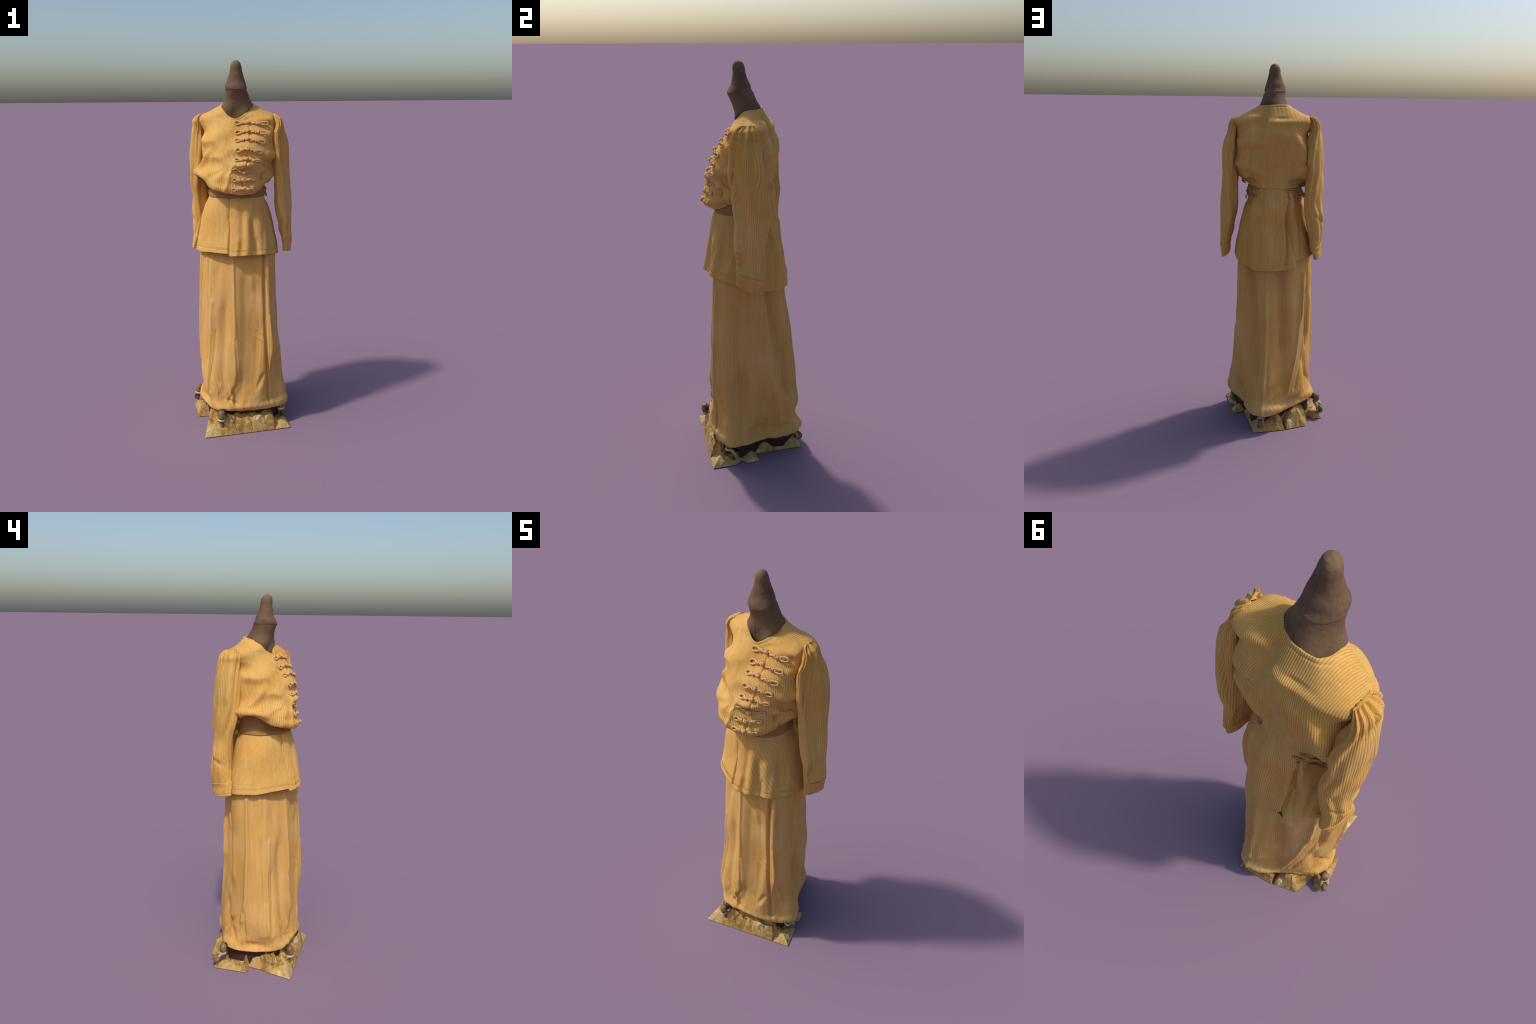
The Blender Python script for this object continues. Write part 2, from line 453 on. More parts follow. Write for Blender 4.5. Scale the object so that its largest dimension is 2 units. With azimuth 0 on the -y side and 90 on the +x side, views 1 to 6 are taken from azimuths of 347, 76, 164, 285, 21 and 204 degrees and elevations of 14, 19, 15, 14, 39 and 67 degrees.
# ------------------------------------------------------------------ skirt
SKIRT_HEM = [(-179, 0.115), (-168, 0.112), (-149, 0.117), (-133, 0.124), (-121, 0.123), (-104, 0.117), (-83, 0.112), (-61, 0.118),
             (-46, 0.115), (-37, 0.110), (-27, 0.114), (-7, 0.102), (26, 0.095), (50, 0.101), (58, 0.099), (67, 0.095), (81, 0.100),
             (110, 0.105), (139, 0.123), (155, 0.122), (171, 0.118)]
SKIRT_FOLDS = [
    ([(86, 0.92), (90, 0.60), (92, 0.28)], -11, 32),
    ([(40, 0.92), (46, 0.60), (50, 0.25)], -9, 34),
    ([(28, 0.90), (34, 0.78), (42, 0.62), (48, 0.46), (50, 0.38)], -42, 30),
    ([(92, 0.88), (94, 0.74), (97, 0.60), (98, 0.50)], -30, 20),
    ([(-83, 0.78), (-81, 0.60), (-87, 0.30)], -18, 24),
    ([(-132, 0.68), (-131, 0.36), (-128, 0.22)], -17, 20),
    ([(-137, 0.86), (-138, 0.72)], 8, 18),
    ([(-164, 0.96), (-162, 0.80)], 15, 20),
    ([(-42, 0.46), (-36, 0.24), (-34, 0.16)], 18, 22),
    ([(-19, 0.44), (-18, 0.24)], -22, 22),
    ([(19, 0.72), (24, 0.48)], -13, 22),
    ([(20, 0.22), (24, 0.13)], 9, 20),
    ([(-111, 0.36), (-110, 0.28)], 9, 16),
    ([(140, 0.34), (141, 0.25)], -12, 16),
    ([(131, 0.78), (130, 0.66)], 9, 16),
    ([(156, 0.70), (155, 0.55)], 12, 18),
    ([(97, 0.44), (94, 0.30)], -10, 24),
    ([(78, 0.85), (80, 0.45)], -7, 30),
    ([(-152, 0.92), (-150, 0.66)], 13, 24),
    ([(8, 0.09), (12, 0.20)], 15, 24),
    ([(-2, 0.10), (20, 0.10)], 5, 14),
    ([(-50, 0.88), (-49, 0.62)], -6, 20),
    ([(-27, 0.80), (-24, 0.45)], -12, 24),
    ([(64, 0.90), (67, 0.60), (66, 0.38), (64, 0.24)], 6, 9),
    ([(-163, 0.991), (-162, 0.849), (-161, 0.7), (-159, 0.547), (-157, 0.408)], -5, 8),
    ([(-125, 0.975), (-124, 0.794), (-122, 0.571)], -5, 20),
    ([(-113, 0.992), (-113, 0.723), (-112, 0.497), (-110, 0.34)], 5, 9),
    ([(-96, 0.833), (-98, 0.572), (-100, 0.339), (-110, 0.19)], -9, 20),
    ([(-82, 0.87), (-82, 0.646), (-85, 0.417), (-89, 0.26)], 5, 12),
    ([(-62, 1.005), (-65, 0.867), (-67, 0.643), (-66, 0.45), (-63, 0.326), (-59, 0.177)], -11, 7),
    ([(-56, 0.994), (-61, 0.716), (-59, 0.444), (-48, 0.305)], 5, 10),
    ([(-78, 0.590), (-73, 0.572)], 2.2, 5),
    ([(-78, 0.545), (-71, 0.528)], 2.2, 5),
    ([(-76, 0.269), (-72, 0.31)], -6, 10),
    ([(-118, 0.246), (-114, 0.176)], 8, 8),
    ([(-112, 0.171), (-120, 0.185)], -7, 8),
    ([(175, 0.973), (178, 0.721), (176, 0.416), (171, 0.291)], 9, 9),
    ([(-177, 0.937), (-171, 0.649), (-174, 0.423)], -9, 22),
    ([(-153, 0.725), (-155, 0.494), (-153, 0.345), (-152, 0.23)], 6, 9),
    ([(-147, 0.56), (-147, 0.414), (-149, 0.23)], -4, 6),
    ([(145, 0.877), (151, 0.692), (146, 0.451)], -5, 8),
    ([(148, 0.251), (156, 0.194)], -8, 11),
    ([(174, 0.335), (174, 0.172)], -6, 7),
    ([(-112, 0.528), (-108, 0.283), (-119, 0.185)], -5, 7),
    ([(-131, 0.262), (-121, 0.189)], 6, 9),
    ([(65, 0.905), (69, 0.599), (67, 0.384), (63, 0.112)], 7, 8),
    ([(132, 0.872), (129, 0.636), (118, 0.418), (100, 0.2)], 9, 9),
    ([(145, 0.771), (146, 0.539), (130, 0.365), (113, 0.228)], -7, 10),
    ([(153, 0.273), (138, 0.208)], -8, 10),
    ([(69, 0.176), (74, 0.187)], 7, 10),
    ([(92, 0.247), (78, 0.237)], -5, 14),
    ([(74, 0.121), (104, 0.129), (140, 0.15)], 5, 12),
    ([(2, 0.915), (7, 0.731), (14, 0.574), (26, 0.372), (38, 0.187)], 7, 12),
    ([(31, 0.868), (29, 0.647), (39, 0.414)], -7, 22),
    ([(-11, 0.934), (-12, 0.788)], -6, 12),
    ([(-25, 0.877), (-24, 0.6), (-21, 0.443)], -6, 16),
    ([(34, 0.156), (42, 0.157)], -5, 7),
    ([(-46, 0.431), (-15, 0.434), (19, 0.399)], -1.2, 2),
    ([(-61, 0.655), (-59, 0.502), (-62, 0.329)], 4, 6),
]

def build_skirt():
    C, R = 1240, 230
    th = np.arange(C) * 360.0 / C
    zb = periodic(SKIRT_HEM, th); zt = np.full(C, 1.10)
    t = np.linspace(0, 1, R)[:, None]
    Z = zb + (zt - zb) * t; TH = np.broadcast_to(th, Z.shape)
    P = section(SKIRT, TH, Z)
    tuck = 0.055 * smoothstep(0.97, 1.10, Z)
    crisp = [(p, a * (1.3 if w <= 10 else 1), w * (0.8 if w <= 10 else 1)) for p, a, w in SKIRT_FOLDS]
    h = -tuck + crease_field(crisp, TH, Z, 0.21) - 0.0035
    h += 0.0022 * value_noise((P * [1, 1, 0.25]).reshape(-1, 3), 3, 0.030).reshape(Z.shape)   # soft drape
    h += 0.0016 * value_noise((P * [1, 1, 0.6]).reshape(-1, 3), 5, 0.014).reshape(Z.shape) * smoothstep(0.40, 0.15, Z)
    P = displace(P, h)
    P = displace(P, wales('skirt', P, 0.0009))
    P = hem_turn(P, 0.011, 0.010, (-0.02, 0.0))
    return grid_object('skirt', P, mat_skirt, root)
skirt = build_skirt()

# ------------------------------------------------------------------ jacket peplum
PEPLUM_HEM = [(174, 1.006), (-171, 1.008), (-150, 1.018), (-118, 1.020), (-115, 1.008), (-101, 1.011), (-87, 1.014), (-65, 1.010), (-50, 1.000),
              (-38, 0.997), (-25, 0.988), (0, 0.975), (14, 0.950), (22, 0.938), (41, 0.917), (59, 0.921), (73, 0.924), (88, 0.927), (105, 0.929),
              (107, 0.972), (119, 0.977), (136, 0.984), (155, 1.000)]
PEPLUM_FOLDS = [
    ([(45, 1.22), (46, 0.95)], -9, 40),
    ([(72, 1.22), (74, 0.95)], -6, 30),
    ([(-73, 1.08), (-73, 0.99)], -6, 7),
    ([(-60, 1.10), (-61, 0.99)], 6, 9),
    ([(-103, 1.08), (-104, 0.99)], 5, 9),
    ([(20, 1.24), (30, 1.10), (31, 0.95)], -24, 26),
    ([(42, 1.20), (43, 1.02)], -12, 28),
    ([(78, 1.26), (78, 1.18)], -9, 24),
    ([(111, 1.27), (122, 1.13), (117, 1.05)], 25, 22),
    ([(96, 1.08), (97, 0.98)], 9, 20),
    ([(-119, 1.308), (-121, 1.202), (-116, 1.013)], -12, 5),
    ([(-84, 1.24), (-89, 1.133), (-90, 1.018)], 6, 14),
    ([(-96, 1.205), (-98, 1.018)], -6, 12),
    ([(-79, 1.167), (-79, 1.015)], -7, 12),
    ([(-68, 1.178), (-67, 1.017)], 6, 12),
    ([(-47, 1.153), (-52, 1.007)], -5, 10),
    ([(-33, 1.106), (-38, 1.004)], 5, 12),
    ([(-59, 1.172), (-55, 1.014)], 7, 16),
    ([(-79, 1.14), (-73, 1.035)], -6, 12),
    ([(164, 1.163), (165, 1.01)], 4, 16),
    ([(178, 1.132), (180, 1.019)], -4, 14),
    ([(-125, 1.309), (-122, 1.223)], -5, 10),
    ([(50, 1.359), (52, 1.241), (55, 1.055)], -6, 9),
    ([(64, 1.242), (69, 0.981)], 4, 14),
    ([(18, 1.34), (44, 1.128), (42, 0.943)], 6, 14),
    ([(105, 1.323), (103, 1.122), (91, 0.949)], -16, 6),
    ([(109, 1.303), (113, 1.12), (102, 0.947)], 10, 10),
    ([(128, 1.154), (116, 0.979)], -14, 9),
]

def build_peplum():
    C, R = 1100, 110
    th = np.arange(C) * 360.0 / C
    zb = periodic(PEPLUM_HEM, th); zt = np.full(C, 1.375)
    t = np.linspace(0, 1, R)[:, None]
    Z = zb + (zt - zb) * t; TH = np.broadcast_to(th, Z.shape)
    P = section(PEPLUM, TH, Z)
    h = crease_field(PEPLUM_FOLDS, TH, Z, 0.195)
    # placket lap and back panel standing proud of the sides
    h += 0.003 * smoothstep(-6.0, -4.5, wrap(TH + 117)) * smoothstep(20, 0, wrap(TH + 117)) * smoothstep(1.32, 1.28, Z)
    back = smoothstep(18, 24, wrap(TH)) * smoothstep(106, 103, wrap(TH))
    h += 0.006 * back * smoothstep(1.37, 1.25, Z)
    h -= 0.014 * smoothstep(5, 20, wrap(TH)) * smoothstep(155, 140, wrap(TH)) * smoothstep(1.352, 1.372, Z)   # tucked into the bodice seam
    h += 0.0015 * value_noise((P * [1, 1, 0.4]).reshape(-1, 3), 11, 0.02).reshape(Z.shape)
    P = displace(P, h)
    fine = wales('peplum', P, 0.0013)
    fine += -0.0016 * np.exp(-((Z - zb - 0.024) / 0.0016) ** 2)    # hem stitching line
    P = displace(P, fine)
    P = hem_turn(P, 0.006, 0.03, (-0.025, -0.012))
    return grid_object('jacket_peplum', P, mat_peplum, root)
peplum = build_peplum()

# ------------------------------------------------------------------ waist belt
def build_belt():
    C = 240
    th = np.arange(C) * 360.0 / C
    zs = np.concatenate([[1.306, 1.308], np.linspace(1.313, 1.42, 26)])
    off = np.interp(zs, [1.306, 1.308, 1.313, 1.326, 1.345, 1.37, 1.40, 1.42], [-0.002, 0.0035, 0.005, 0.005, 0.004, 0.003, 0.000, -0.01])
    rows = []
    for z0, o in zip(zs, off):
        z = z0 + 0.006 * np.cos(np.radians(th - 20)) * 0.6
        P = section(PEPLUM, th, z)
        c = np.array([-0.022, -0.004, 0]); d = P - c; d[:, 2] = 0; d /= np.linalg.norm(d, axis=1, keepdims=True)
        wob = 0.0010 * np.sin(np.radians(th) * 7 + z0 * 60) + 0.0012 * np.sin(z0 * 420 + 1.5 * np.sin(np.radians(th) * 3))
        hide = smoothstep(-10, 12, wrap(th)) * smoothstep(150, 132, wrap(th))          # the bodice covers it at the back
        rows.append(P + d * (o + wob - 0.030 * hide)[:, None])
    return grid_object('waist_belt', np.array(rows), mat_belt, root)
belt = build_belt()

# ------------------------------------------------------------------ jacket bodice
BODICE_HEM = [(158, 1.416), (174, 1.419), (-175, 1.412), (-166, 1.386), (-158, 1.364), (-140, 1.355), (-115, 1.342), (-98, 1.334), (-71, 1.333),
              (-60, 1.334), (-42, 1.347), (-28, 1.366), (-16, 1.394), (0, 1.395), (14, 1.378), (26, 1.366), (40, 1.364), (90, 1.364), (125, 1.364), (138, 1.368), (148, 1.395)]
NECK_EDGE = [(-0.028, 0.080, 1.791), (-0.064, 0.083, 1.790), (-0.089, 0.060, 1.787), (-0.102, 0.023, 1.778), (-0.101, -0.022, 1.755), (-0.080, -0.043, 1.724),
             (-0.060, -0.062, 1.711), (-0.038, -0.073, 1.707), (-0.009, -0.066, 1.719), (0.030, -0.056, 1.750), (0.061, -0.036, 1.778), (0.069, -0.004, 1.786),
             (0.047, 0.037, 1.785), (0.012, 0.064, 1.788)]
_az = [math.degrees(math.atan2(p[1] - 0.01, p[0] + 0.018)) for p in NECK_EDGE]
NECKLINE = [(a, p[2]) for a, p in zip(_az, NECK_EDGE)]
BODICE_FOLDS = [
    ([(55, 1.61), (78, 1.60)], -9, 22),
    ([(25, 1.43), (35, 1.42)], -10, 18),
    ([(38, 1.68), (43, 1.58), (56, 1.48)], -24, 34),
    ([(124, 1.57), (127, 1.48)], 28, 22),
    ([(68, 1.63), (70, 1.56)], -12, 30),
    ([(-165, 1.67), (-156, 1.60), (-148, 1.50)], -12, 32),
    ([(176, 1.64), (172, 1.58)], -10, 20),
    ([(-128, 1.455), (-135, 1.44)], -9, 18),
    ([(-43, 1.42), (-32, 1.445)], -16, 22),
    ([(-45, 1.68), (-52, 1.66)], -8, 22),
    ([(-162, 1.539), (-172, 1.507), (176, 1.466), (164, 1.435)], 10, 12),
    ([(-159, 1.527), (-165, 1.486), (-176, 1.447)], -7, 16),
    ([(164, 1.483), (176, 1.51)], -5, 20),
    ([(-167, 1.726), (-161, 1.648), (-156, 1.576)], -1.5, 3),
    ([(-131, 1.618), (-116, 1.582), (-111, 1.554)], -2, 4),
    ([(160, 1.432), (-176, 1.431), (-156, 1.392), (-127, 1.366)], 5, 14),
    ([(-164, 1.744), (-145, 1.681), (-131, 1.653), (-114, 1.625)], -5, 8),
    ([(-111, 1.462), (-111, 1.413), (-119, 1.364)], 6, 7),
    ([(-118, 1.441), (-124, 1.385)], -4, 10),
    ([(-77, 1.669), (-82, 1.619)], -4, 3),
    ([(-85, 1.534), (-88, 1.487), (-88, 1.461)], -5, 3),
    ([(-88, 1.392), (-89, 1.37)], -7, 5),
    ([(-89, 1.385), (-75, 1.388)], -6, 9),
    ([(-61, 1.52), (-43, 1.469), (-25, 1.446)], -8, 9),
    ([(-40, 1.436), (-22, 1.423)], 6, 14),
    ([(-47, 1.424), (-46, 1.392)], -7, 5),
    ([(-55, 1.429), (-46, 1.425), (-41, 1.453)], -5, 8),
    ([(-45, 1.406), (-17, 1.313)], -6, 6),
    ([(-60, 1.521), (-49, 1.495), (-28, 1.463)], -3, 6),
    ([(26, 1.404), (32, 1.511), (27, 1.606)], -4, 8),
    ([(18, 1.417), (16, 1.507)], 4, 10),
    ([(53, 1.379), (61, 1.448), (68, 1.543)], -4, 8),
    ([(90, 1.425), (93, 1.515), (90, 1.588)], -4, 7),
    ([(103, 1.425), (116, 1.506), (114, 1.573)], -5, 8),
    ([(89, 1.644), (105, 1.559), (119, 1.514)], -3, 10),
    ([(44, 1.385), (45, 1.498), (43, 1.608)], 3, 10),
    ([(-12, 1.605), (6, 1.667)], -4, 9),
    ([(146, 1.627), (129, 1.557)], -4, 9),
    ([(-21, 1.755), (-25, 1.736)], -3, 8),
    ([(-70, 1.738), (-44, 1.719)], 3, 12),
]

def build_bodice():
    C = 1000
    th = np.arange(C) * 360.0 / C
    zb = periodic(BODICE_HEM, th); zt = periodic(NECKLINE, th)
    k = np.ones(45) / 45
    zb = np.convolve(np.concatenate([zb[-22:], zb, zb[:22]]), k, 'valid')
    zt = np.convolve(np.concatenate([zt[-22:], zt, zt[:22]]), k, 'valid')
    g = np.concatenate([np.linspace(0, 0.74, 110, endpoint=False), np.linspace(0.74, 1, 130)])[:, None]
    Z = zb + (zt - zb) * g; TH = np.broadcast_to(th, Z.shape)
    P = section(BODICE, TH, Z)
    # from the chest and shoulder blades up, run smoothly into the cut neckline
    N = np.stack([periodic([(a, p[i]) for a, p in zip(_az, NECK_EDGE)], th) for i in range(3)], -1)
    N = np.stack([np.convolve(np.concatenate([N[-22:, i], N[:, i], N[:22, i]]), k, 'valid') for i in range(3)], -1)
    rise = 0.022 + 0.038 * smoothstep(1.715, 1.78, N[:, 2]) + 0.028 * smoothstep(20, 50, wrap(th)) * smoothstep(150, 120, wrap(th))
    zs = zt - rise
    base = section(BODICE, th, zs)
    f = np.clip((Z - zs) / rise, 0, 1)
    line = base + (N - base) * f[..., None]
    line[..., 2] -= 0.010 * np.sin(np.pi * f) * smoothstep(1.75, 1.785, N[:, 2]) * 0.6
    w = smoothstep(0, 0.5, f)[..., None]
    P = P * (1 - w) + line * w
    x1 = P @ E1                                                      # armhole: stop at the sleeve seam
    lim = np.where(x1 > 0, 0.183, 0.224)
    over = np.maximum(np.abs(x1) - (lim - 0.02), 0)
    soft = (lim - 0.02) + 0.02 * np.tanh(over / 0.02)
    pull = np.where(over > 0, np.abs(x1) - soft, 0) * smoothstep(1.50, 1.60, Z)
    P = P - (np.sign(x1) * pull)[..., None] * E1
    P[..., 2] -= 0.008 * smoothstep(0, 0.05, np.abs(x1) - (lim - 0.035)) * smoothstep(1.68, 1.71, Z)
    waist_r = section(PEPLUM, TH, Z); flush = smoothstep(8, 26, wrap(TH)) * smoothstep(150, 132, wrap(TH)) * smoothstep(1.42, 1.372, Z)
    cw = np.array([-0.021, 0.001, 0.0]); dw = waist_r - cw; dw[..., 2] = 0; dw /= np.linalg.norm(dw, axis=-1, keepdims=True)
    P = P + (waist_r + dw * 0.004 - P) * flush[..., None]
    h = crease_field(BODICE_FOLDS, TH, Z, 0.185)
    h *= smoothstep(0, 0.06, zt - Z)
    h += 0.0016 * value_noise((P * [1, 1, 0.6]).reshape(-1, 3), 21, 0.022).reshape(Z.shape) * smoothstep(1.75, 1.6, Z)
    h += 0.0022 * value_noise(P.reshape(-1, 3), 23, 0.03).reshape(Z.shape) * smoothstep(1.56, 1.42, Z)
    P = displace(P, h)
    fine = wales('bodice', P, 0.0013)
    fine -= 0.0016 * np.exp(-((zt - Z) / 0.0025 - 3.0) ** 2)         # neckline binding
    P = displace(P, fine)
    # puffed lower edge rolls under and back up to the waist
    c = np.array([-0.022, -0.004, 0.0])
    e = P[0]; d = e - c; d[:, 2] = 0; ln = np.linalg.norm(d, axis=1, keepdims=True); d = d / ln
    waist = section(PEPLUM, th, np.full(C, 1.36))
    rw = np.linalg.norm((waist - c)[:, :2], axis=1, keepdims=True)
    gap = np.maximum(ln - rw - 0.002, 0.006)
    rows = []
    for f, dz in ((1.0, 0.012), (0.75, -0.001), (0.45, -0.006), (0.2, -0.006), (0.06, -0.003)):
        rows.append(e - d * gap * f + [0, 0, dz])
    P = np.concatenate([np.array(rows), P])
    # neckline edge folded inward
    top = P[-1]; c2 = np.array([-0.018, 0.018, 0]); d = top - c2; d[:, 2] = 0; d /= np.linalg.norm(d, axis=1, keepdims=True)
    P = np.concatenate([P, np.array([top - d * 0.002 + [0, 0, 0.0015], top - d * 0.005 + [0, 0, 0.0005], top - d * 0.008 - [0, 0, 0.006], top - d * 0.010 - [0, 0, 0.02]])])
    return grid_object('jacket_bodice', P, mat_bodice, root)
bodice = build_bodice()

# ------------------------------------------------------------------ sleeves and cuffs
# (height, centre x, centre y, half length, half thickness, direction of the long axis in rad)
SLEEVE_LEFT = [
    (0.970, 0.243, -0.051, 0.062, 0.018, 1.11), (1.000, 0.244, -0.050, 0.064, 0.019, 1.12), (1.045, 0.245, -0.047, 0.067, 0.023, 1.14), (1.060, 0.245, -0.047, 0.071, 0.026, 1.15),
    (1.100, 0.242, -0.045, 0.070, 0.029, 1.20), (1.150, 0.239, -0.049, 0.068, 0.034, 1.30), (1.200, 0.233, -0.048, 0.070, 0.044, 1.35),
    (1.280, 0.226, -0.041, 0.075, 0.045, 1.22), (1.360, 0.218, -0.044, 0.084, 0.045, 1.20), (1.440, 0.213, -0.047, 0.087, 0.042, 1.12),
    (1.520, 0.208, -0.056, 0.089, 0.042, 1.06), (1.580, 0.202, -0.057, 0.083, 0.042, 1.04), (1.630, 0.198, -0.056, 0.077, 0.037, 1.12),
    (1.670, 0.196, -0.053, 0.066, 0.028, 1.35), (1.700, 0.192, -0.048, 0.058, 0.025, 1.42), (1.718, 0.186, -0.045, 0.050, 0.018, 1.42), (1.731, 0.174, -0.041, 0.036, 0.009, 1.42)]
SLEEVE_RIGHT = [
    (0.970, -0.233, 0.140, 0.058, 0.018, 1.08), (1.000, -0.230, 0.142, 0.062, 0.020, 1.08), (1.045, -0.216, 0.149, 0.066, 0.027, 1.10), (1.060, -0.214, 0.152, 0.065, 0.031, 1.15),
    (1.100, -0.213, 0.153, 0.062, 0.038, 1.25), (1.150, -0.206, 0.153, 0.058, 0.047, 1.25), (1.200, -0.203, 0.154, 0.058, 0.052, 1.10),
    (1.280, -0.195, 0.150, 0.066, 0.047, 0.90), (1.360, -0.199, 0.145, 0.080, 0.045, 0.98), (1.440, -0.207, 0.133, 0.078, 0.042, 1.12),
    (1.520, -0.203, 0.128, 0.078, 0.046, 1.15), (1.580, -0.203, 0.124, 0.075, 0.043, 1.22), (1.630, -0.209, 0.118, 0.067, 0.034, 1.32),
    (1.670, -0.212, 0.110, 0.060, 0.026, 1.40), (1.700, -0.212, 0.105, 0.058, 0.025, 1.35), (1.718, -0.206, 0.103, 0.050, 0.018, 1.32), (1.732, -0.192, 0.099, 0.036, 0.009, 1.28)]

def ellipse_rings(table, U, Z):
    T = np.array(table); c = smooth_interp(T[:, 0], T[:, 1:], Z)
    ex = c[..., 2] * np.cos(U); ey = c[..., 3] * np.sin(U); ph = c[..., 4]
    return np.stack([c[..., 0] + ex * np.cos(ph) - ey * np.sin(ph), c[..., 1] + ex * np.sin(ph) + ey * np.cos(ph), Z], -1)

def build_sleeve(kind, table, seed, cuff_tilt, folds):
    C, R = 330, 210
    u = np.arange(C) * 2 * np.pi / C
    # equal arc length round a flat ellipse so that the wales are evenly spaced
    a, b = 0.075, 0.042
    uu = np.linspace(0, 2 * np.pi, 4000); arc = np.concatenate([[0], np.cumsum(np.hypot(np.diff(a * np.cos(uu)), np.diff(b * np.sin(uu))))])
    per = arc[-1]; s = np.arange(C) / C * per
    u = np.interp(s, arc, uu)
    z0 = 1.047
    t = np.linspace(0, 1, R); Zr = z0 + (1.731 - z0) * (1 - (1 - t) ** 1.15)
    U, Z = np.meshgrid(u, Zr)
    tilt = cuff_tilt * np.cos(U) * smoothstep(1.25, 1.05, Z)
    P = ellipse_rings(table, U, Z)
    P[..., 2] += tilt
    h = np.zeros(U.shape)
    cap = smoothstep(1.60, 1.70, Z)
    h += cap * 0.0042 * np.sin(U * 11 + 1.3 * np.sin(U * 2 + seed))               # gathers at the shoulder seam
    mid = smoothstep(1.05, 1.15, Z) * (1 - cap)
    h += mid * 0.0030 * np.sin(U * 5 + seed + 3.0 * np.sin(Z * 4 + seed))          # long hanging folds
    h += mid * 0.0018 * np.sin(U * 9 + seed * 2 - 5 * Z)
    low = smoothstep(1.18, 1.05, Z)
    h += low * 0.0028 * np.sin(U * 9 + seed)                                        # gathers into the cuff
    h += 0.0022 * value_noise((P * [1, 1, 0.5]).reshape(-1, 3), 31 + seed, 0.028).reshape(Z.shape)
    for pts, amp, w in folds:
        h += crease_field([([(math.degrees(q[0]) , q[1]) for q in pts], amp, w)], np.degrees(U), Z, per / (2 * np.pi))
    P = displace(P, (h - 0.003) * smoothstep(1.03, 1.12, Z))
    P = displace(P, wales(kind, P, 0.0013) * smoothstep(1.731, 1.715, Z))
    sl = grid_object('sleeve', P, mat_sleeves[kind], root, close_top=True)
    # cuff: a separate turned band
    R2 = 46
    Zc = np.linspace(0.986, 1.052, R2)
    U, Z = np.meshgrid(u, Zc)
    P = ellipse_rings(table, U, Z)
    P[..., 2] += cuff_tilt * np.cos(U)
    nrm = grid_normals(P)
    lip = 0.0015 + 0.0020 * smoothstep(1.030, 1.046, Z)
    lip += 0.0012 * value_noise(P.reshape(-1, 3), 41 + seed, 0.016).reshape(Z.shape)
    lip += wales(kind, P, 0.0011)
    lip -= 0.002 * np.exp(-((Z - 0.996) / 0.0015) ** 2)
    P = P + nrm * lip[..., None]
    cen = P[0].mean(0)
    inn = [P[0] + (cen - P[0]) * f + [0, 0, dz] for f, dz in ((0.35, 0.03), (0.25, 0.004), (0.12, 0.000), (0.05, -0.0015))]
    top = P[-1]; ct = top.mean(0)
    out = [top + (ct - top) * 0.05 + [0, 0, 0.002], top + (ct - top) * 0.15 + [0, 0, 0.0]]
    grid_object('cuff', np.concatenate([np.array(inn), P, np.array(out)]), mat_sleeves[kind], sl, close_bottom=True)
    return sl

sleeve_l = build_sleeve('left', SLEEVE_LEFT, 1, -0.0135, [
    ([(3.98, 1.64), (4.1, 1.40), (4.1, 1.12)], -19, 26), ([(5.9, 1.50), (5.9, 1.3), (5.8, 1.08)], 5, 26), ([(2.2, 1.25), (2.2, 1.09)], 14, 26), ([(0.0, 1.40), (0.0, 1.18)], 5, 20),
    ([(5.2, 1.69), (5.3, 1.55), (5.2, 1.38)], -6, 9), ([(4.6, 1.69), (4.5, 1.6)], -5, 6), ([(0.2, 1.45), (0.3, 1.2)], 5, 9),
    ([(3.6, 1.7), (3.9, 1.5), (3.8, 1.3)], 4, 9), ([(1.2, 1.64), (1.0, 1.42), (1.4, 1.2)], -7, 10)])
sleeve_r = build_sleeve('right', SLEEVE_RIGHT, 4, -0.0125, [
    ([(1.8, 1.6), (1.8, 1.38)], 7, 28), ([(0.5, 1.38), (0.5, 1.27)], -7, 22),
    ([(2.6, 1.69), (2.7, 1.55), (2.6, 1.35)], -8, 10), ([(2.0, 1.69), (2.1, 1.5)], 5, 8), ([(0.8, 1.2), (1.8, 1.16)], -6, 9),
    ([(5.8, 1.45), (5.6, 1.25)], -6, 9), ([(3.5, 1.6), (3.3, 1.2)], 4, 9)])

